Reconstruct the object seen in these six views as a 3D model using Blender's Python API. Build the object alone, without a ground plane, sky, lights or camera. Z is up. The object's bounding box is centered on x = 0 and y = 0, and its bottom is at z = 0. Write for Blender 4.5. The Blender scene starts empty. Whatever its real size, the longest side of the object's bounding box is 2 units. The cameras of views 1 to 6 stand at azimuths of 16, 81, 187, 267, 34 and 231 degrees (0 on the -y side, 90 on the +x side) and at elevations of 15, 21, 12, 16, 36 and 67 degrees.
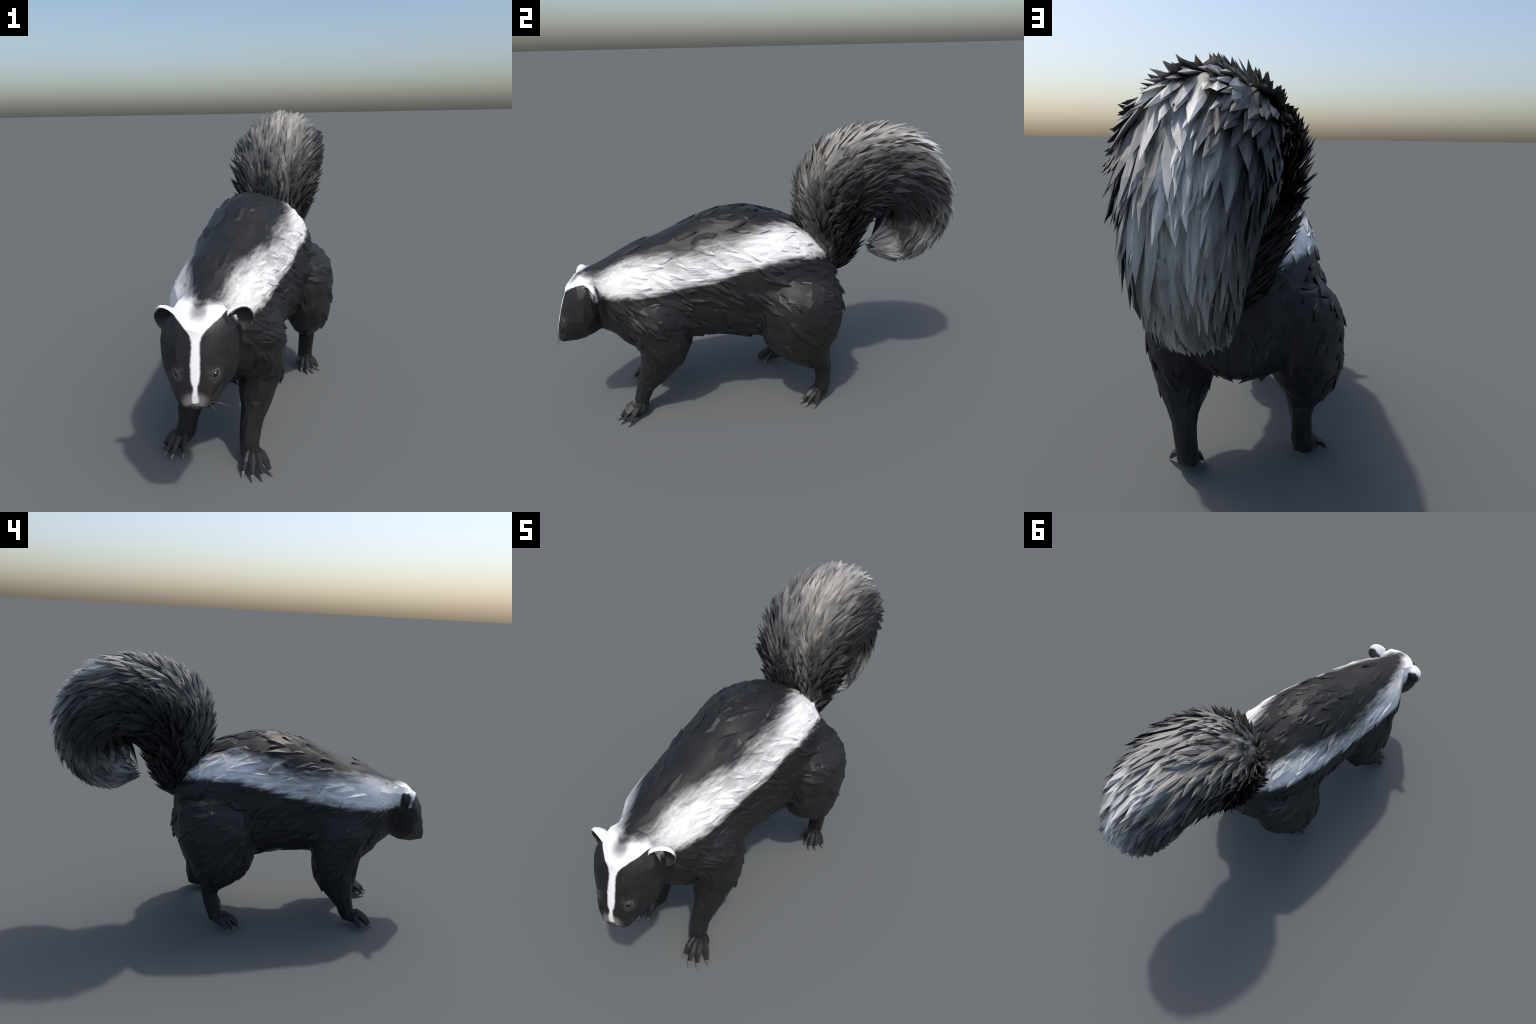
import bpy, bmesh, math, random
import numpy as np
from mathutils import Vector, Matrix

SEED = 7
rng = np.random.default_rng(SEED)
scene = bpy.context.scene
TAU = 2 * math.pi

# ------------------------------------------------------------------ helpers
def link(ob, parent=None):
    scene.collection.objects.link(ob)
    if parent is not None:
        ob.parent = parent
    return ob

def mesh_from(name, verts, faces):
    me = bpy.data.meshes.new(name)
    me.from_pydata([tuple(map(float, v)) for v in verts], [], [tuple(int(i) for i in f) for f in faces])
    me.update()
    return me

def interp(xs, ys, x):
    """Catmull-Rom style smooth interpolation of table (xs, ys) at x (rows allowed)."""
    xs = np.asarray(xs, float); ys = np.asarray(ys, float)
    if ys.ndim == 1:
        ys = ys[:, None]
    m = np.gradient(ys, xs, axis=0)
    x = np.atleast_1d(np.asarray(x, float))
    xc = np.clip(x, xs[0], xs[-1])
    i = np.clip(np.searchsorted(xs, xc, side='right') - 1, 0, len(xs) - 2)
    h = (xs[i + 1] - xs[i])[:, None]
    t = ((xc - xs[i])[:, None]) / h
    r = ((2*t**3 - 3*t**2 + 1) * ys[i] + (t**3 - 2*t**2 + t) * h * m[i]
         + (-2*t**3 + 3*t**2) * ys[i+1] + (t**3 - t**2) * h * m[i+1])
    return r

def skin_rings(rings):
    """Closed tube through equal-sized rings (N, K, 3)."""
    n, k = len(rings), len(rings[0])
    verts = [p for r in rings for p in r]
    faces = []
    for a in range(n - 1):
        for b in range(k):
            c = (b + 1) % k
            faces.append((a*k + b, a*k + c, (a+1)*k + c, (a+1)*k + b))
    verts.append(np.mean(rings[0], axis=0)); verts.append(np.mean(rings[-1], axis=0))
    for b in range(k):
        c = (b + 1) % k
        faces.append((n*k, c, b))
        faces.append((n*k + 1, (n-1)*k + b, (n-1)*k + c))
    return verts, faces

def sgnpow(v, p):
    return np.sign(v) * np.abs(v) ** p

# ------------------------------------------------------------------ the thing
skunk = bpy.data.objects.new("skunk", None)
link(skunk)
skunk["label"] = "black skunk with white back stripes and raised bushy grey tail"
skunk["category"] = "animal"

# ================================================================== MATERIALS
class Nodes:
    """Small expression layer over shader nodes."""
    def __init__(self, name):
        self.mat = bpy.data.materials.new(name)
        self.mat.use_nodes = True
        self.t = self.mat.node_tree
        self.bsdf = self.t.nodes["Principled BSDF"]
        tc = self.t.nodes.new("ShaderNodeTexCoord")
        tc.object = skunk
        self.co = tc.outputs["Object"]
        tl = self.t.nodes.new("ShaderNodeTexCoord")
        self.local = tl.outputs["Object"]
        s = self.t.nodes.new("ShaderNodeSeparateXYZ")
        self.t.links.new(self.co, s.inputs[0])
        self.x, self.y, self.z = s.outputs
    def put(self, sock, v):
        if hasattr(v, "node"):
            self.t.links.new(v, sock)
        else:
            sock.default_value = v
    def m(self, op, a, b=0.0, c=0.0, clamp=False):
        n = self.t.nodes.new("ShaderNodeMath"); n.operation = op; n.use_clamp = clamp
        for s, v in zip(n.inputs, (a, b, c)):
            self.put(s, v)
        return n.outputs[0]
    def add(self, a, b): return self.m('ADD', a, b)
    def sub(self, a, b): return self.m('SUBTRACT', a, b)
    def mul(self, a, b): return self.m('MULTIPLY', a, b)
    def div(self, a, b): return self.m('DIVIDE', a, b)
    def mx(self, a, b): return self.m('MAXIMUM', a, b)
    def mn(self, a, b): return self.m('MINIMUM', a, b)
    def abs(self, a): return self.m('ABSOLUTE', a)
    def step(self, v, lo, hi, a=0.0, b=1.0):
        n = self.t.nodes.new("ShaderNodeMapRange"); n.interpolation_type = 'SMOOTHSTEP'
        for k, q in (("Value", v), ("From Min", lo), ("From Max", hi), ("To Min", a), ("To Max", b)):
            self.put(n.inputs[k], q)
        return n.outputs[0]
    def curve(self, v, lo, hi, pts, out_lo=0.0, out_hi=1.0):
        """smooth function of v given as (v, value) pairs"""
        f = self.m('DIVIDE', self.sub(v, lo), hi - lo, clamp=True)
        n = self.t.nodes.new("ShaderNodeFloatCurve")
        c = n.mapping.curves[0]
        pts = [((a - lo) / (hi - lo), (b - out_lo) / (out_hi - out_lo)) for a, b in pts]
        while len(c.points) < len(pts):
            c.points.new(0.5, 0.5)
        for p, q in zip(c.points, pts):
            p.location = q
        n.mapping.update()
        self.put(n.inputs["Value"], f)
        return self.add(self.mul(n.outputs[0], out_hi - out_lo), out_lo)
    def vec(self, a, b, c):
        n = self.t.nodes.new("ShaderNodeCombineXYZ")
        for s, v in zip(n.inputs, (a, b, c)):
            self.put(s, v)
        return n.outputs[0]
    def scale(self, v, s3):
        n = self.t.nodes.new("ShaderNodeVectorMath"); n.operation = 'MULTIPLY'
        self.put(n.inputs[0], v); n.inputs[1].default_value = s3
        return n.outputs[0]
    def dist(self, v, p):
        n = self.t.nodes.new("ShaderNodeVectorMath"); n.operation = 'DISTANCE'
        self.put(n.inputs[0], v); n.inputs[1].default_value = p
        return n.outputs["Value"]
    def noise(self, v, scale=5.0, detail=3.0, rough=0.55):
        n = self.t.nodes.new("ShaderNodeTexNoise")
        self.put(n.inputs["Vector"], v)
        n.inputs["Scale"].default_value = scale
        n.inputs["Detail"].default_value = detail
        n.inputs["Roughness"].default_value = rough
        return n.outputs["Fac"]
    def mix(self, f, a, b):
        n = self.t.nodes.new("ShaderNodeMix"); n.data_type = 'RGBA'
        self.put(n.inputs[0], f)
        for s, v in ((n.inputs[6], a), (n.inputs[7], b)):
            self.put(s, v if hasattr(v, "node") else (*v, 1.0))
        return n.outputs[2]
    def finish(self, color, rough=0.6, spec=0.5, bump=None, strength=0.2, distance=0.004):
        self.put(self.bsdf.inputs["Base Color"], color if hasattr(color, "node") else (*color, 1.0))
        self.put(self.bsdf.inputs["Roughness"], rough)
        self.bsdf.inputs["Specular IOR Level"].default_value = spec
        if bump is not None:
            b = self.t.nodes.new("ShaderNodeBump")
            b.inputs["Strength"].default_value = strength
            b.inputs["Distance"].default_value = distance
            self.put(b.inputs["Height"], bump)
            self.t.links.new(b.outputs[0], self.bsdf.inputs["Normal"])
        return self.mat

BLACK = (0.021, 0.021, 0.022)
WHITE = (0.86, 0.86, 0.85)
YAW_X, YAW_Y, YAW = 0.015, -0.80, math.radians(12.5)   # turn of the head

def coat_material():
    n = Nodes("black_and_white_coat")
    # hair-direction streaks: long along y
    streak = n.noise(n.scale(n.co, (90, 12, 80)), 1.0, 4, 0.6)
    wisp = n.noise(n.scale(n.co, (42, 3.2, 30)), 1.0, 3, 0.6)
    jit = n.mul(n.sub(wisp, 0.5), 0.11)
    jit2 = n.mul(n.sub(streak, 0.5), 0.05)
    # --- dorsal black saddle: half width as a function of y
    half = n.curve(n.y, -1, 1, [(-1, 0), (-0.852, 0.0), (-0.82, 0.018), (-0.77, 0.040), (-0.70, 0.060), (-0.577, 0.090), (-0.455, 0.122), (-0.37, 0.146),
                                (-0.23, 0.160), (-0.10, 0.158), (0.03, 0.125), (0.14, 0.092), (0.26, 0.05), (0.36, 0.0), (1, 0)], 0, 0.2)
    xs = n.abs(n.sub(n.x, n.curve(n.y, -1, 1, [(-1, 0.05), (-0.8, 0.03), (-0.6, 0.0), (1, 0)], 0, 0.1)))
    side = n.step(n.add(n.sub(xs, half), n.add(n.mul(jit, 0.55), n.mul(jit2, 0.5))), -0.008, 0.072)
    # --- lower border of the stripe
    low = n.curve(n.y, -1, 1, [(-1, 0.72), (-0.86, 0.69), (-0.80, 0.650), (-0.72, 0.648), (-0.64, 0.655), (-0.50, 0.672), (-0.34, 0.700), (-0.20, 0.728),
                               (-0.06, 0.772), (0.10, 0.796), (0.24, 0.785), (0.36, 0.755), (1, 0.75)], 0.4, 0.9)
    above = n.step(n.add(n.sub(n.z, low), n.add(n.mul(jit, 0.35), n.mul(jit2, 0.8))), -0.020, 0.026)
    body_white = n.mul(side, above)
    # --- head: white crown running into a thin blaze down the face
    centre = n.add(YAW_X, n.mul(n.sub(YAW_Y, n.y), math.tan(YAW)))
    hx = n.abs(n.sub(n.x, centre))
    bl = n.curve(n.z, 0.40, 0.80, [(0.40, 0.0), (0.445, 0.0), (0.450, 0.012), (0.475, 0.011), (0.492, 0.007), (0.52, 0.014), (0.56, 0.017), (0.62, 0.015),
                                   (0.645, 0.017), (0.664, 0.027), (0.684, 0.050), (0.706, 0.084), (0.726, 0.125), (0.80, 0.2)], 0, 0.2)
    blaze = n.step(n.add(n.sub(bl, hx), n.mul(jit2, 0.16)), -0.004, 0.006)
    is_head = n.step(n.sub(n.y, n.mul(hx, 0.60)), -0.878, -0.862, 1, 0)
    white = n.add(n.mul(is_head, blaze), n.mul(n.sub(1.0, is_head), body_white))
    # grey smudge on the nape, in front of the saddle
    sm = n.dist(n.scale(n.co, (1.0, 1.0, 0.6)), (0.040, -0.876, 0.735 * 0.6))
    smudge = n.mul(n.step(n.add(sm, n.mul(jit, 0.2)), 0.010, 0.048, 1, 0), 0.72)
    white = n.mul(white, n.sub(1.0, smudge))
    # --- colours
    wcol = n.mix(n.step(streak, 0.25, 0.75), (0.69, 0.69, 0.685), WHITE)
    wcol = n.mix(is_head, wcol, WHITE)
    bcol = n.mix(n.step(wisp, 0.35, 0.7), (0.010, 0.010, 0.0105), (0.016, 0.0158, 0.016))
    col = n.mix(white, bcol, wcol)
    # brownish bare muzzle tip
    muz = n.dist(n.scale(n.co, (1.0, 1.0, 1.5)), (0.058, -1.0, 0.455 * 1.5))
    col = n.mix(n.mul(n.step(n.add(muz, n.mul(jit, 0.15)), 0.022, 0.060, 1, 0), n.sub(0.8, n.mul(white, 0.65))), col, (0.24, 0.21, 0.188))
    # pale rims of hair round the eyes
    for e in EYES:
        d = n.dist(n.co, tuple(e))
        ring = n.mul(n.step(d, 0.015, 0.022), n.step(d, 0.024, 0.040, 1, 0))
        col = n.mix(n.mul(ring, n.step(streak, 0.35, 0.7, 0.1, 0.75)), col, (0.065, 0.063, 0.060))
    return n.finish(col, 0.5, 0.35, streak, 0.10, 0.003)

# tail: described in polar coordinates about the centre of its curl (y, z plane)
CURL = (0.62, 0.90)
TAIL = [  # y, z, radius in the curl plane, radius in x
    (0.338, 0.650, 0.060, 0.068), (0.370, 0.775, 0.132, 0.138), (0.360, 0.920, 0.194, 0.196), (0.402, 1.078, 0.234, 0.224),
    (0.545, 1.158, 0.209, 0.220), (0.710, 1.126, 0.200, 0.198), (0.828, 0.990, 0.164, 0.162), (0.855, 0.865, 0.118, 0.128),
    (0.800, 0.756, 0.080, 0.103), (0.695, 0.700, 0.050, 0.080), (0.612, 0.728, 0.024, 0.036)]
TX = 0.004

def tail_frac(y, z):
    a = math.atan2(z - CURL[1], y - CURL[0]) - math.radians(60)
    a = (a + math.pi) % TAU - math.pi
    return (math.pi - a) / TAU

def tail_material():
    n = Nodes("grizzled_tail_hair")
    dy, dz = n.sub(n.y, CURL[0]), n.sub(n.z, CURL[1])
    c, s = math.cos(math.radians(60)), math.sin(math.radians(60))
    ang = n.m('ARCTAN2', n.sub(n.mul(dz, c), n.mul(dy, s)), n.add(n.mul(dy, c), n.mul(dz, s)))
    f = n.div(n.sub(math.pi, ang), TAU)
    r = n.m('SQRT', n.add(n.mul(dy, dy), n.mul(dz, dz)))
    fr = [(tail_frac(p[0], p[1]), math.hypot(p[0] - CURL[0], p[1] - CURL[1]), p[2]) for p in TAIL]
    R = n.curve(f, 0, 1, [(0, fr[0][1])] + [(a, b) for a, b, _ in fr] + [(1, fr[-1][1])], 0, 0.5)
    T = n.curve(f, 0, 1, [(0, fr[0][2])] + [(a, t) for a, _, t in fr] + [(1, fr[-1][2])], 0, 0.3)
    out = n.div(n.sub(r, R), n.mx(T, 0.05))       # -1 inner side, 0 spine line, 1 outer side
    hair = n.noise(n.vec(n.mul(f, 9), n.mul(n.x, 55), n.mul(r, 55)), 1.0, 4, 0.65)
    lock = n.noise(n.vec(n.mul(f, 5), n.mul(n.x, 16), n.mul(r, 16)), 1.0, 2, 0.5)
    w = n.add(n.mul(n.sub(hair, 0.5), 1.2), n.mul(n.sub(lock, 0.5), 1.7))
    pale = n.step(n.add(out, n.mul(w, 1.15)), -0.15, 1.6)
    tip = n.step(n.add(f, n.mul(w, 0.12)), 0.67, 0.93)
    root = n.step(n.add(f, n.mul(w, 0.06)), 0.08, 0.36)
    flank = n.step(n.abs(n.sub(n.x, TX)), 0.04, 0.19, 1.0, 0.55)
    v = n.mx(n.mul(n.mul(pale, flank), root), n.mul(tip, n.step(w, -0.5, 0.5, 0.15, 1.0)))
    # small pale ruff low on the front of the tail
    ruff = n.dist(n.scale(n.co, (0.8, 1, 0.8)), (0.09 * 0.8, 0.275, 0.79 * 0.8))
    v = n.mx(v, n.mul(n.step(n.add(ruff, n.mul(w, -0.05)), 0.03, 0.10, 1, 0), 0.5))
    col = n.mix(v, (0.017, 0.017, 0.018), (0.41, 0.395, 0.365))
    crest = n.mul(n.step(lock, 0.38, 0.52), n.mul(n.mul(n.step(f, 0.40, 0.50), n.step(f, 0.60, 0.70, 1, 0)), n.mul(n.step(out, 0.5, 1.0), n.step(n.abs(n.x), 0.07, 0.19, 1, 0))))
    col = n.mix(n.mul(crest, n.step(w, -0.35, 0.35, 0.1, 0.95)), col, (0.74, 0.73, 0.71))
    return n.finish(col, 0.55, 0.4, hair, 0.15, 0.003)

def head_point(lx, y, z):
    """point on the un-turned head -> turned head"""
    c, s = math.cos(YAW), math.sin(YAW)
    dx, dy = lx, y - YAW_Y
    return np.array([YAW_X + c*dx - s*dy, YAW_Y + s*dx + c*dy, z])

EYES = [head_point(sx * 0.056, -0.940, 0.533) for sx in (1, -1)]

MAT_COAT = coat_material()
MAT_TAIL = tail_material()

def simple(name, col, rough, spec=0.5, var=None):
    n = Nodes(name)
    g = n.noise(n.scale(n.co, (90, 90, 90)), 1.0, 3, 0.6)
    c2 = var if var else tuple(c * 0.6 for c in col)
    return n.finish(n.mix(n.step(g, 0.35, 0.65), col, c2), rough, spec, g, 0.1, 0.002)

MAT_EYE = simple("dark_glossy_eye", (0.012, 0.010, 0.009), 0.08, 0.6, (0.010, 0.009, 0.008))
MAT_LID = simple("grey_eyelid_skin", (0.075, 0.070, 0.066), 0.5)
MAT_NOSE = simple("dark_nose_skin", (0.055, 0.047, 0.043), 0.4)
MAT_CLAW = simple("horn_claw", (0.15, 0.142, 0.13), 0.4, 0.5, (0.075, 0.07, 0.066))
MAT_TOE = simple("dark_toe_skin", (0.022, 0.0205, 0.020), 0.5, 0.4, (0.016, 0.015, 0.015))
MAT_WHISK = simple("whisker_hair", (0.05, 0.047, 0.043), 0.5)

def ear_material():
    n = Nodes("white_rimmed_ear")
    s = n.t.nodes.new("ShaderNodeSeparateXYZ")
    n.t.links.new(n.local, s.inputs[0])
    lx, ly, lz = s.outputs
    # local: x across ear, z up the ear, origin at the middle of the base
    g = n.noise(n.scale(n.local, (70, 70, 70)), 1.0, 3)
    # +x is the edge next to the crown; the hollow of the cup and the low outer edge stay dark
    hx, hz = n.div(n.add(lx, 0.010), 0.042), n.div(n.sub(lz, 0.018), 0.050)
    rr = n.m('SQRT', n.add(n.mul(hx, hx), n.mul(hz, hz)))
    rim = n.step(n.add(rr, n.mul(n.sub(g, 0.5), 0.15)), 0.88, 1.02)
    rim = n.mx(rim, n.step(n.add(lx, n.mul(lz, 0.35)), 0.022, 0.036))
    inner = n.step(n.add(lz, n.mul(lx, 0.5)), -0.020, 0.004)
    col = n.mix(n.mul(rim, inner), (0.024, 0.023, 0.023), WHITE)
    return n.finish(col, 0.55, 0.4)
MAT_EAR = ear_material()

# ================================================================== BODY SHELL
NR = 28
def y_loft(table, step=0.02, power=2.25, turn=None):
    """Loft along y; rows: y, x centre, z top, z bottom, half width, z of widest level."""
    t = np.array(table, float)
    ys = np.arange(t[0, 0], t[-1, 0] + 1e-6, step)
    rows = interp(t[:, 0], t[:, 1:], ys)
    ang = np.linspace(0, TAU, NR, endpoint=False)
    ca, sa = sgnpow(np.cos(ang), 2/power), sgnpow(np.sin(ang), 2/power)
    rings = []
    for y, (cx, zt, zb, hw, zc) in zip(ys, rows):
        z = np.where(sa > 0, zc + (zt - zc) * sa, zc + (zc - zb) * sa)
        x = hw * ca
        if turn:
            ring = [turn(a, y, b) for a, b in zip(x, z)]
        else:
            ring = [(cx + a, y, b) for a, b in zip(x, z)]
        rings.append(np.array(ring))
    return skin_rings(rings)

def z_loft(table, step=0.015):
    """Loft along z (top to bottom); rows: z, x, y, half x, half y."""
    t = np.array(table, float)[::-1]
    zs = np.arange(t[0, 0], t[-1, 0] + 1e-6, step)
    rows = interp(t[:, 0], t[:, 1:], zs)
    ang = np.linspace(0, TAU, NR, endpoint=False)
    rings = [np.array([(cx + hx*math.cos(a), cy + hy*math.sin(a), z) for a in ang])
             for z, (cx, cy, hx, hy) in zip(zs, rows)]
    return skin_rings(rings)

def tube(points, radii, k=8, flat=1.0, up=(0, 0, 1)):
    """Tube along points; flat scales the radius along `up`."""
    P = np.array(points, float); rings = []
    up = np.array(up, float)
    for i, p in enumerate(P):
        d = P[min(i+1, len(P)-1)] - P[max(i-1, 0)]; d /= np.linalg.norm(d)
        s = np.cross(d, up); s /= np.linalg.norm(s); u = np.cross(s, d)
        r = radii[i]
        rings.append(np.array([p + s*r*math.cos(a) + u*r*flat*math.sin(a) for a in np.linspace(0, TAU, k, endpoint=False) + 0.3]))
    return skin_rings(rings)

TORSO = [
    (-0.80, 0.015, 0.756, 0.455, 0.092, 0.61), (-0.72, 0.004, 0.792, 0.405, 0.144, 0.60), (-0.66, 0.0, 0.822, 0.355, 0.180, 0.57),
    (-0.60, 0.0, 0.850, 0.325, 0.190, 0.56), (-0.50, 0.0, 0.878, 0.330, 0.195, 0.58), (-0.37, 0.0, 0.932, 0.360, 0.205, 0.60), (-0.20, 0.0, 0.988, 0.363, 0.222, 0.62),
    (-0.08, 0.0, 0.997, 0.342, 0.238, 0.63), (0.05, 0.0, 0.965, 0.330, 0.252, 0.63), (0.15, 0.0, 0.926, 0.340, 0.252, 0.61),
    (0.25, 0.0, 0.858, 0.370, 0.222, 0.58), (0.33, 0.0, 0.762, 0.395, 0.178, 0.57), (0.372, 0.0, 0.675, 0.445, 0.112, 0.565)]
HEAD = [
    (-0.990, 0, 0.466, 0.430, 0.042, 0.446), (-0.980, 0, 0.500, 0.418, 0.058, 0.451), (-0.967, 0, 0.548, 0.412, 0.069, 0.458), (-0.950, 0, 0.606, 0.408, 0.080, 0.482),
    (-0.925, 0, 0.668, 0.410, 0.099, 0.53), (-0.895, 0, 0.710, 0.414, 0.121, 0.56), (-0.865, 0, 0.734, 0.420, 0.134, 0.58),
    (-0.83, 0, 0.750, 0.430, 0.132, 0.60), (-0.78, 0, 0.762, 0.455, 0.098, 0.605), (-0.74, 0, 0.77, 0.47, 0.085, 0.61)]
LEGS = {
    ("hindlimb", 1): [(0.70, 0.17, 0.18, 0.09, 0.13), (0.62, 0.197, 0.177, 0.127, 0.178), (0.55, 0.212, 0.168, 0.130, 0.192), (0.47, 0.214, 0.164, 0.127, 0.195), (0.42, 0.215, 0.158, 0.123, 0.189), (0.33, 0.220, 0.160, 0.105, 0.143),
        (0.275, 0.215, 0.195, 0.083, 0.110), (0.235, 0.207, 0.225, 0.060, 0.083), (0.205, 0.200, 0.262, 0.046, 0.056), (0.15, 0.193, 0.278, 0.040, 0.042), (0.09, 0.190, 0.278, 0.040, 0.039), (0.03, 0.188, 0.272, 0.040, 0.034)],
    ("hindlimb", -1): [(0.70, -0.17, 0.17, 0.09, 0.13), (0.62, -0.195, 0.155, 0.127, 0.175), (0.55, -0.213, 0.140, 0.132, 0.185), (0.47, -0.212, 0.135, 0.136, 0.188), (0.42, -0.211, 0.124, 0.135, 0.182), (0.35, -0.211, 0.114, 0.124, 0.152),
        (0.30, -0.220, 0.118, 0.102, 0.125), (0.26, -0.213, 0.125, 0.074, 0.095), (0.225, -0.205, 0.146, 0.050, 0.066), (0.20, -0.203, 0.160, 0.041, 0.050), (0.12, -0.207, 0.146, 0.040, 0.042), (0.06, -0.213, 0.134, 0.040, 0.040), (0.03, -0.215, 0.125, 0.038, 0.036)],
    ("forelimb", 1): [(0.62, 0.13, -0.51, 0.07, 0.13), (0.54, 0.147, -0.51, 0.092, 0.145), (0.45, 0.148, -0.498, 0.095, 0.140), (0.345, 0.146, -0.494, 0.092, 0.114), (0.27, 0.139, -0.520, 0.077, 0.098),
        (0.20, 0.134, -0.560, 0.058, 0.073), (0.14, 0.127, -0.604, 0.046, 0.047), (0.09, 0.127, -0.625, 0.041, 0.039), (0.03, 0.137, -0.640, 0.040, 0.036)],
    ("forelimb", -1): [(0.62, -0.13, -0.50, 0.07, 0.13), (0.54, -0.155, -0.497, 0.097, 0.145), (0.45, -0.162, -0.486, 0.100, 0.138), (0.30, -0.163, -0.482, 0.089, 0.112), (0.21, -0.161, -0.498, 0.068, 0.088),
        (0.15, -0.160, -0.526, 0.056, 0.064), (0.10, -0.163, -0.555, 0.044, 0.047), (0.06, -0.167, -0.568, 0.041, 0.042), (0.03, -0.169, -0.574, 0.038, 0.036)],
}
# toe tips on the ground (x, y), ordered; palm end is the point the toes fan out from
FEET = {
    ("forelimb", 1): (( 0.145, -0.632), [(0.128, -0.728), (0.170, -0.745), (0.205, -0.732), (0.231, -0.695)]),
    ("forelimb", -1): ((-0.172, -0.585), [(-0.140, -0.680), (-0.180, -0.700), (-0.214, -0.688), (-0.246, -0.640)]),
    ("hindlimb", 1): ((0.195, 0.262), [(0.150, 0.212), (0.186, 0.180), (0.222, 0.162), (0.250, 0.180), (0.272, 0.215)]),
    ("hindlimb", -1): ((-0.218, 0.110), [(-0.180, 0.040), (-0.215, 0.004), (-0.247, 0.002), (-0.272, 0.030), (-0.296, 0.062)]),
}

shell_v, shell_f = [], []
def add_shell(vf):
    o = len(shell_v)
    shell_v.extend(vf[0]); shell_f.extend([tuple(i + o for i in f) for f in vf[1]])

add_shell(y_loft(TORSO))
add_shell(y_loft(HEAD, 0.006, 2.3, head_point))
for key, rows in LEGS.items():
    add_shell(z_loft(rows))
for key, (heel, tips) in FEET.items():
    h = np.array([heel[0], heel[1]]); c = np.mean(tips, axis=0); d = c - h
    pts = [(h[0] - d[0]*0.30, h[1] - d[1]*0.30, 0.032), (*h, 0.040), (*(h + d*0.30), 0.036), (*(h + d*0.55), 0.026)]
    w = 0.040 if key[0] == "forelimb" else 0.042
    add_shell(tube(pts, [0.028, w, w*1.05, w*0.85], 12, 0.62 if key[0] == "forelimb" else 0.6))

raw = bpy.data.objects.new("raw_shell", mesh_from("raw_shell", shell_v, shell_f))
link(raw)
bm = bmesh.new(); bm.from_mesh(raw.data)
bmesh.ops.recalc_face_normals(bm, faces=bm.faces); bm.to_mesh(raw.data); bm.free()
md = raw.modifiers.new("remesh", 'REMESH'); md.mode = 'VOXEL'; md.voxel_size = 0.009
md = raw.modifiers.new("smooth", 'SMOOTH'); md.factor = 0.5; md.iterations = 5
tex = bpy.data.textures.new("lumps", 'CLOUDS'); tex.noise_scale = 0.075
md = raw.modifiers.new("lumps", 'DISPLACE'); md.texture = tex; md.strength = 0.013; md.mid_level = 0.5
md = raw.modifiers.new("facets", 'DECIMATE'); md.ratio = 0.030
dg = bpy.context.evaluated_depsgraph_get()
body = bpy.data.meshes.new_from_object(raw.evaluated_get(dg))
bpy.data.objects.remove(raw)
body.set_sharp_from_angle(angle=math.radians(15))

V = np.empty(len(body.vertices) * 3, np.float32); body.vertices.foreach_get("co", V); V = V.reshape(-1, 3)
V[:, 2] = np.maximum(V[:, 2], 0.0)
body.vertices.foreach_set("co", V.ravel()); body.update()
corner_n = np.empty(len(body.loops) * 3, np.float32)
body.corner_normals.foreach_get("vector", corner_n); corner_n = corner_n.reshape(-1, 3)
polys = [(tuple(p.vertices), list(p.loop_indices), np.array(p.center), np.array(p.normal), p.area) for p in body.polygons]

def region(c):
    x, y, z = c
    if y < -0.785 + 0.25 * (0.6 - z) * 0.3:
        return ("head", 0)
    s = 1 if x > 0 else -1
    if -0.78 < y < -0.34 and z < 0.37 and abs(x) > 0.045:
        return ("forelimb", s)
    if y > -0.12 and z < 0.60 - 0.35 * max(0, 0.18 - abs(x)) / 0.06 * 0.3 and abs(x) > 0.12:
        return ("hindlimb", s)
    if y < -0.68 and z > 0.38:
        return ("neck", 0)
    return ("torso", 0)

groups = {}
for p in polys:
    groups.setdefault(region(p[2]), []).append(p)
# a foot is the lowest piece of each limb
for key in list(groups):
    if key[0] in ("forelimb", "hindlimb"):
        groups[("foot",) + key] = [p for p in groups[key] if p[2][2] < 0.055]
        groups[key] = [p for p in groups[key] if p[2][2] >= 0.055]

PARTS = {}
def build_region(key, name, parent):
    idx, verts, faces, norms = {}, [], [], []
    for vs, loops, *_ in groups[key]:
        f = []
        for v in vs:
            if v not in idx:
                idx[v] = len(verts); verts.append(V[v])
            f.append(idx[v])
        faces.append(f)
        norms.extend(corner_n[l] for l in loops)
    me = mesh_from(name, verts, faces)
    me.polygons.foreach_set("use_smooth", [True] * len(faces))
    me.normals_split_custom_set([tuple(map(float, q)) for q in norms])
    me.materials.append(MAT_COAT)
    ob = bpy.data.objects.new(name, me)
    link(ob, parent)
    PARTS[key] = ob
    return ob

for nm in ("torso", "neck", "head"):
    build_region((nm, 0), nm, skunk)
for kind in ("forelimb", "hindlimb"):
    for s in (1, -1):
        limb = build_region((kind, s), kind, skunk)
        build_region(("foot", kind, s), "foot", limb)

# ------------------------------------------------------------------ toes and claws
def low_poly_object(name, vf, mat, parent, smooth=None):
    me = mesh_from(name, *vf)
    b = bmesh.new(); b.from_mesh(me); bmesh.ops.recalc_face_normals(b, faces=b.faces); b.to_mesh(me); b.free()
    me.materials.append(mat)
    if smooth is not None:
        me.polygons.foreach_set("use_smooth", [True] * len(me.polygons))
        me.set_sharp_from_angle(angle=math.radians(smooth))
    ob = bpy.data.objects.new(name, me)
    return link(ob, parent)

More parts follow.
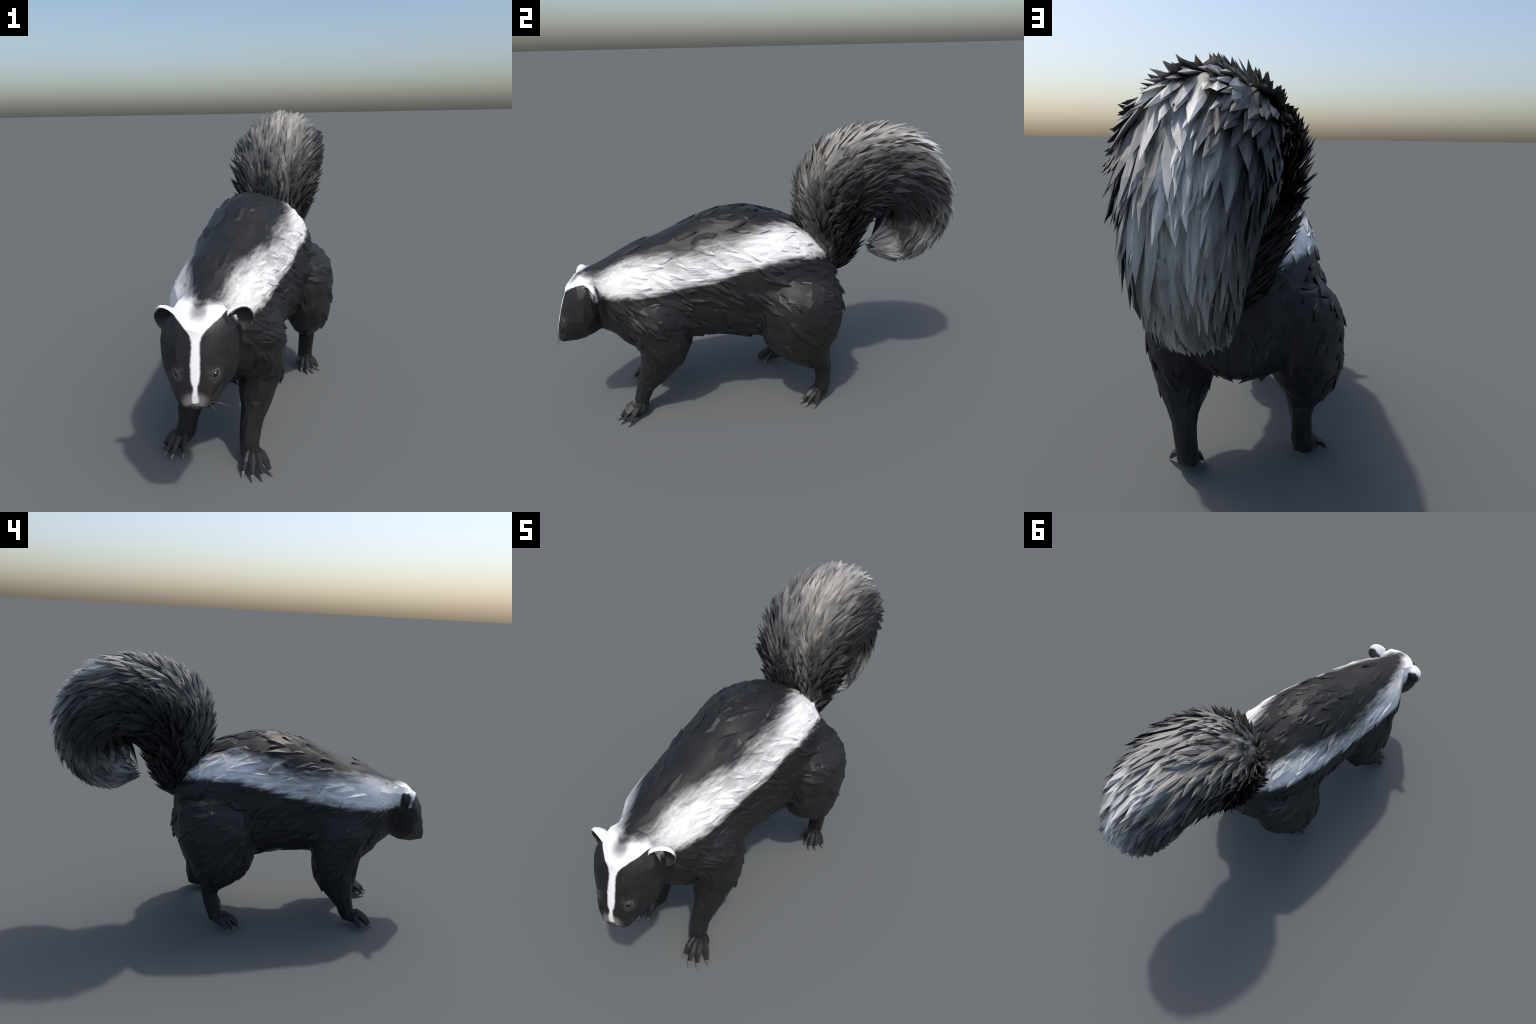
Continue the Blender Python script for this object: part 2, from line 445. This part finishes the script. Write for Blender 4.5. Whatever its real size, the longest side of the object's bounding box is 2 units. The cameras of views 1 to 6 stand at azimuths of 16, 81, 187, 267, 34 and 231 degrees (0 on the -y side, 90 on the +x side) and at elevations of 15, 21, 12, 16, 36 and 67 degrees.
for key, (heel, tips) in FEET.items():
    h = np.array(heel); c = np.mean(tips, axis=0)
    limb = PARTS[key]
    for t in tips:
        t = np.array(t); t = h + (t - h) * 1.07
        base = h + (t - h) * 0.22 + (t - c) * 0.12
        q = lambda f, z: (*(base + (t - base) * f), z)
        k = 1.0 if key[0] == "forelimb" else 0.88
        low_poly_object("toe", tube([q(-0.14, 0.066*k), q(0.20, 0.060*k), q(0.52, 0.043*k), q(0.80, 0.016)],
                                    [0.011, 0.0165*k, 0.0150*k, 0.0085], 5, 1.05), MAT_TOE, limb)
        low_poly_object("claw", tube([q(0.66, 0.024), q(0.82, 0.0165), q(0.95, 0.007), q(1.05, 0.001)],
                                     [0.0072, 0.0070, 0.0045, 0.0008], 5, 1.0), MAT_CLAW, limb, 40)

# ------------------------------------------------------------------ ears
def ear_shell():
    """Cupped half-disc ear: x across, z up, opening towards -y; a closed skin with thickness."""
    rows, cols = 7, 12
    front, back = [], []
    for i in range(rows):
        r = i / (rows - 1)
        for j in range(cols):
            a = math.radians(-42 + 264 * j / (cols - 1))
            x = 0.050 * r * math.cos(a) * (1 - 0.15 * max(0, math.sin(a)) * r)
            z = 0.020 + (0.052 if math.sin(a) > 0 else 0.046) * r * math.sin(a)
            y = 0.028 * (1 - r**2) - 0.008 * r**4
            th = 0.010 + 0.004 * r
            front.append((x, y, z)); back.append((x * 1.05, y + th, z + 0.002 * r * math.sin(a)))
    v = front + back; nf = len(front); f = []
    for i in range(rows - 1):
        for j in range(cols - 1):
            a, b, c, d = i*cols + j, i*cols + j+1, (i+1)*cols + j+1, (i+1)*cols + j
            f.append((a, b, c, d)); f.append((nf + a, nf + d, nf + c, nf + b))
    for j in range(cols - 1):
        a, b = (rows-1)*cols + j, (rows-1)*cols + j + 1
        f.append((a, b, nf + b, nf + a))
    for j in (0, cols - 1):
        for i in range(rows - 1):
            a, b = i*cols + j, (i+1)*cols + j
            f.append((a, b, nf + b, nf + a))
    return v, f

for s in (1, -1):
    v, f = ear_shell()
    ear = low_poly_object("ear", (v, f), MAT_EAR, skunk, 35)
    b = bmesh.new(); b.from_mesh(ear.data); bmesh.ops.remove_doubles(b, verts=b.verts, dist=0.0004)
    bmesh.ops.recalc_face_normals(b, faces=b.faces); b.to_mesh(ear.data); b.free()
    loc = head_point(0.012 + s * 0.112, -0.835 + 0.006 * s, 0.663)
    rot = Matrix.Rotation(YAW + s * math.radians(24), 4, 'Z') @ Matrix.Rotation(math.radians(10), 4, 'X') @ Matrix.Rotation(s * math.radians(34), 4, 'Y') @ Matrix.Diagonal((-s, 1, 1, 1))
    ear.matrix_world = Matrix.Translation(Vector(loc)) @ rot

# ------------------------------------------------------------------ eyes, nose, whiskers
def ball(name, mat, parent, loc, scale, seg=16, rot=None):
    me = bpy.data.meshes.new(name)
    b = bmesh.new(); bmesh.ops.create_uvsphere(b, u_segments=seg, v_segments=seg // 2, radius=1.0)
    b.to_mesh(me); b.free()
    me.materials.append(mat); me.polygons.foreach_set("use_smooth", [True] * len(me.polygons))
    ob = bpy.data.objects.new(name, me); link(ob, parent)
    ob.matrix_world = Matrix.Translation(Vector(loc)) @ (rot or Matrix()) @ Matrix.Diagonal((*scale, 1))
    return ob

head = PARTS[("head", 0)]
from mathutils.bvhtree import BVHTree
bvh = BVHTree.FromPolygons([tuple(map(float, v)) for v in V], [p[0] for p in polys])
for s, e in zip((1, -1), EYES):
    hit, nrm, *_ = bvh.find_nearest(Vector(e))
    q = nrm.to_track_quat('Z', 'Y').to_matrix().to_4x4()
    ball("eye", MAT_EYE, head, hit - nrm * 0.004, (0.012, 0.0105, 0.009), 16, q)
    # lids: an almond of two thin ridges round the eye
    for up in (1, -1):
        pts = []
        axis = Vector((s * 0.70, 0, 0.70)); axis = (axis - nrm * axis.dot(nrm)).normalized()
        across = nrm.cross(axis).normalized() * up
        for k in range(7):
            a = -1 + 2 * k / 6
            pts.append(tuple(hit + axis * (0.021 * a) + across * (0.0105 * (1 - a*a)) + nrm * (0.0015 * (1 - a*a) + 0.0005)))
        low_poly_object("eyelid", tube(pts, [0.0012, 0.0026, 0.0032, 0.0034, 0.0032, 0.0026, 0.0012], 6, 0.8, tuple(nrm)), MAT_LID, head, 60)

npt = head_point(0, -0.982, 0.437)
ball("nose", MAT_NOSE, head, npt, (0.032, 0.013, 0.009), 14, Matrix.Rotation(YAW, 4, 'Z') @ Matrix.Rotation(math.radians(-20), 4, 'X'))
for s in (1, -1):
    ball("nostril", MAT_EYE, head, head_point(s * 0.0150, -0.9915, 0.440), (0.0045, 0.003, 0.0035), 10, Matrix.Rotation(YAW, 4, 'Z'))
for s, dx, dy, dz in ((1, 0.075, 0.010, -0.010), (1, 0.040, -0.010, -0.026), (-1, 0.040, 0.012, -0.012)):
    a = head_point(s * 0.035, -0.985, 0.452); b = a + np.array([s * dx, dy, dz])
    mid = (a + b) / 2 + np.array([0, 0, 0.006])
    low_poly_object("whisker", tube([a, mid, b], [0.0016, 0.0013, 0.0004], 5), MAT_WHISK, head)

# ================================================================== FUR LOCKS
def lock_mesh(kind, r):
    """One lock of hair, unit length along +y, unit width in x, back ridge along +z. Closed faceted blade."""
    if kind == "blade":      # slim, for the tail
        st = [(0.0, 0.55), (0.28, 1.0), (0.62, 0.78), (1.0, 0.0)]
        bow = 0.10 + r.uniform(-0.03, 0.05)
    else:                    # broad flap lying on the coat
        st = [(0.0, 0.75), (0.30, 1.0), (0.62, 0.80), (1.0, 0.0)]
        bow = 0.05 + r.uniform(-0.02, 0.04)
    side = r.uniform(-0.12, 0.12)
    v, f = [], []
    for t, w in st[:-1]:
        z = bow * math.sin(math.pi * t * 0.9)
        o = side * math.sin(math.pi * t) + r.uniform(-0.06, 0.06)
        a, b = 0.5 * w * (1 + r.uniform(-0.15, 0.15)), 0.5 * w * (1 + r.uniform(-0.15, 0.15))
        v += [(o - a, t, z), (o + r.uniform(-0.18, 0.18) * w, t, z + 0.5), (o + b, t, z), (o, t, z - 0.25)]
    # z of the section is in units of thickness; bow is handled in length units below
    v.append((r.uniform(-0.1, 0.1), 1.0, 0.0))
    for i in range(2):
        for j in range(4):
            k = (j + 1) % 4
            f.append((i*4 + j, i*4 + k, (i+1)*4 + k, (i+1)*4 + j))
    tip = len(v) - 1
    for j in range(4):
        f.append((8 + j, 8 + (j + 1) % 4, tip))
    f.append((3, 2, 1, 0))
    return np.array(v), f

lr = np.random.default_rng(21)
BLADES = [lock_mesh("blade", lr) for _ in range(8)]

def as_mesh(vf, name, mat):
    me = mesh_from(name, *vf)
    b = bmesh.new(); b.from_mesh(me); bmesh.ops.recalc_face_normals(b, faces=b.faces); b.to_mesh(me); b.free()
    me.materials.append(mat)
    return me

def frame(root, direction, normal, length, width, thick):
    y = np.array(direction, float); y /= np.linalg.norm(y)
    z = np.array(normal, float); z -= y * z.dot(y); z /= np.linalg.norm(z)
    x = np.cross(y, z)
    M = np.eye(4)
    M[:3, 0] = x * width; M[:3, 1] = y * length; M[:3, 2] = z * thick; M[:3, 3] = root
    return M

def place_locks(locks, variants, mat, parent, name, stuff_name, n_named):
    """Largest n_named become objects of their own; the rest are baked into one mesh."""
    order = sorted(range(len(locks)), key=lambda i: -locks[i][2])
    meshes = [as_mesh(vf, name, mat) for vf in variants]
    for i in order[:n_named]:
        M, k, _ = locks[i]
        ob = bpy.data.objects.new(name, meshes[k]); link(ob, parent)
        ob.matrix_world = Matrix([list(map(float, r)) for r in M])
    vs, fs, o = [], [], 0
    for i in order[n_named:]:
        M, k, _ = locks[i]
        v, f = variants[k]
        w = v @ M[:3, :3].T + M[:3, 3]
        vs.append(w); fs += [tuple(a + o for a in q) for q in f]; o += len(v)
    if vs:
        me = as_mesh((np.concatenate(vs), fs), stuff_name, mat)
        ob = bpy.data.objects.new(stuff_name, me); link(ob, parent)
        ob["kind"] = "stuff"

# ------------------------------------------------------------------ tail
TA = np.array(TAIL)
seg = np.r_[0, np.cumsum(np.hypot(np.diff(TA[:, 0]), np.diff(TA[:, 1])))]
S_END = seg[-1]
def tail_at(s):
    """spine point, tangent, in-plane outward normal, radii at arc length s"""
    def at(q): return interp(seg, TA, np.clip(q, 0, S_END))[0]
    r = at(s); d = at(min(s + 0.01, S_END)) - at(max(min(s, S_END) - 0.01, 0))
    t = np.array([0, d[0], d[1]]); t /= np.linalg.norm(t)
    n = np.array([0, -t[2], t[1]])       # left of travel: outer side of the curl
    p = np.array([TX, r[0], r[1]])
    if s > S_END: p = p + t * (s - S_END)
    return p, t, n, r[2], r[3]

def tail_surface(s, psi, k=1.0):
    p, t, n, ry, rx = tail_at(s)
    return p + n * (ry * k * math.cos(psi)) + np.array([1.0, 0, 0]) * (rx * k * math.sin(psi))

rings = [np.array([tail_surface(s, a, 0.80) for a in np.linspace(0, TAU, 24, endpoint=False)]) for s in np.linspace(0.0, S_END, 36)]
# let the root sink into the rump
tail = low_poly_object("tail", skin_rings(rings), MAT_TAIL, skunk, 50)

locks = []
s = 0.0
while s < S_END + 0.01:
    p, t, n, ry, rx = tail_at(s)
    u = s / S_END
    ring_len = math.pi * (3*(rx+ry) - math.sqrt((3*rx+ry)*(rx+3*ry)))
    spacing = 0.0175 + 0.0105 * min(1, max(0, (u - 0.25) / 0.4))
    count = max(9, int(ring_len / spacing))
    off = rng.uniform(0, TAU)
    for i in range(count):
        psi = off + TAU * (i + rng.uniform(-0.4, 0.4)) / count
        outer = math.cos(psi)                     # 1 outer side, -1 inside of curl
        L = (0.090 + 0.130 * min(1, max(0, (u - 0.22) / 0.33))) * rng.uniform(0.5, 1.55)
        if outer < -0.2 and u < 0.55:
            L *= 0.75
        if outer > 0.3:
            L *= 1.0 + 0.25 * (u > 0.4)
        if u > 0.8:
            L *= 0.85
        L = max(L, 0.05)
        s0 = s + rng.uniform(-0.012, 0.012)
        root = tail_surface(max(s0, 0), psi, 0.75 + rng.uniform(-0.05, 0.04))
        # arc advance that gives about length L at this side of the bend
        lift = 1.02 + rng.uniform(-0.06, 0.07 if outer < 0.5 or u > 0.6 else 0.035)
        if u < 0.30 and outer < 0.4:
            lift += 0.08 * rng.uniform(0.0, 1.2)
        if outer < -0.2 and u > 0.5:
            lift -= 0.06
        p2, t2, n2, *_ = tail_at(min(s0 + 0.06, S_END))
        reach = np.linalg.norm(tail_surface(s0 + 0.06, psi) - tail_surface(max(s0, 0), psi)) / 0.06
        ds = L / max(reach, 0.45)
        if s0 + ds > S_END:
            ds = min(ds, S_END - s0 + 0.045 + rng.uniform(-0.045, 0.03))
        dpsi = 0.16 * math.sin(5.0 * psi + 9.0 * u) + rng.uniform(-0.12, 0.12)
        tip = tail_surface(s0 + ds, psi + dpsi, lift)
        d = tip - root; LL = np.linalg.norm(d)
        if LL < 0.02:
            continue
        nr = tail_surface(s0 + ds*0.5, psi, 1.0) - tail_surface(s0 + ds*0.5, psi, 0.2)
        nr = nr / np.linalg.norm(nr) + 0.25 * rng.normal(size=3)
        broad = 0.06 if (u > 0.3 and outer < 0.75) or u > 0.5 else 0.0
        W = LL * (rng.uniform(0.15, 0.27) + broad)
        W = min(max(W, 0.013), 0.046)
        # bulge the blade outwards so it follows the curl
        locks.append((frame(root, d, nr, LL, W, W * rng.uniform(0.30, 0.5)), int(rng.integers(8)), LL * W * (1 + 0.5*outer)))
    s += 0.026 + 0.010 * min(1, max(0, (u - 0.3) / 0.3))
place_locks(locks, BLADES, MAT_TAIL, tail, "hair_lock", "tail_fur", 180)

# ------------------------------------------------------------------ coat flaps
def flow(c, nrm):
    """lie of the coat: backwards along the trunk, downwards on the limbs"""
    x, y, z = c
    down = 0.35
    if z < 0.62 and y > -0.1:
        down = 0.5 + (0.62 - z) * 4.0
    elif z < 0.55 and y < -0.35:
        down = 0.6 + (0.55 - z) * 5.0
    if nrm[2] > 0.75:
        down = 0.1
    if y > 0.30:
        down = 1.6
    d = np.array([0.0, 1.0, -down])
    d -= nrm * d.dot(nrm)
    return d / np.linalg.norm(d)

w = []
for vs, loops, c, nrm, area in polys:
    reg = region(c)[0]
    k = 0.0
    if reg in ("torso", "neck"): k = 1.0
    if reg == "hindlimb": k = (0.8 if c[2] > 0.33 else 0.0) * (0.35 if nrm[1] > 0.45 else 1.0)
    if reg == "forelimb": k = 0.6 if c[2] > 0.31 else 0.0
    if reg == "torso" and c[1] < -0.45 and nrm[2] > 0.6: k = 0.12     # smooth shoulders and nape
    if reg == "neck" and nrm[2] > 0.3: k = 0.1
    if c[1] < -0.74: k = 0.0
    w.append(area * k)
w = np.array(w); w /= w.sum()
pick = rng.choice(len(polys), size=520, p=w)

def conform(q, h):
    far, fn, *_ = bvh.find_nearest(Vector(q))
    return np.array(far) + np.array(fn) * h, np.array(fn)

def coat_flap(pos, nrm, d, L, W, lift):
    """A lock of coat that hugs the body: stations walk over the surface, edges sink in, tip stands proud."""
    v, f = [], []
    stations = [(0.0, 0.70, -0.005), (0.32, 1.0, 0.35 * lift), (0.68, 0.72, 0.75 * lift), (1.0, 0.0, 1.1 * lift)]
    bend = rng.uniform(-0.16, 0.16)
    for t, wd, h in stations:
        side = np.cross(d, nrm)
        c = pos + d * (L * t) + side * (bend * L * t * t)
        if wd == 0:
            v.append(conform(c, h)[0]); continue
        a, b = 0.5 * W * wd * rng.uniform(0.75, 1.2), 0.5 * W * wd * rng.uniform(0.75, 1.2)
        v.append(conform(c - side * a, h * 0.55 - 0.001)[0])
        v.append(conform(c + side * W * rng.uniform(-0.2, 0.2) * wd, h + 0.0025)[0])
        v.append(conform(c + side * b, h * 0.55 - 0.001)[0])
        v.append(conform(c, -0.008)[0])
    for i in range(2):
        for j in range(4):
            k = (j + 1) % 4
            f.append((i*4 + j, i*4 + k, (i+1)*4 + k, (i+1)*4 + j))
    for j in range(4):
        f.append((8 + j, 8 + (j + 1) % 4, 12))
    f.append((3, 2, 1, 0))
    return np.array(v), f

flaps = []
for i in pick:
    vs, loops, c, nrm, area = polys[i]
    b = rng.dirichlet([1.0] * len(vs))
    pos = (V[list(vs)] * b[:, None]).sum(0)
    d = flow(pos, nrm)
    side = np.cross(nrm, d)
    d = d + side * rng.normal(0, 0.25); d /= np.linalg.norm(d)
    L = rng.uniform(0.08, 0.17)
    if pos[1] > 0.28 or (pos[2] < 0.42 and abs(pos[0]) < 0.12): L *= 0.6
    if pos[2] < 0.33: L *= 0.7
    lift = rng.uniform(0.003, 0.010)
    if pos[1] > 0.32 and pos[2] > 0.42: lift += 0.006
    W = L * rng.uniform(0.25, 0.48)
    flaps.append((coat_flap(pos, nrm, d, L, W, lift), L * W))
flaps.sort(key=lambda q: -q[1])
torso = PARTS[("torso", 0)]
for vf, _ in flaps[:120]:
    link(bpy.data.objects.new("coat_lock", as_mesh(vf, "coat_lock", MAT_COAT)), torso)
vs, fs, o = [], [], 0
for (v, f), _ in flaps[120:]:
    vs.append(v); fs += [tuple(a + o for a in q) for q in f]; o += len(v)
fur = link(bpy.data.objects.new("coat_fur", as_mesh((np.concatenate(vs), fs), "coat_fur", MAT_COAT)), torso)
fur["kind"] = "stuff"
print("locks", len(locks), "flaps", len(flaps), "body faces", len(polys))
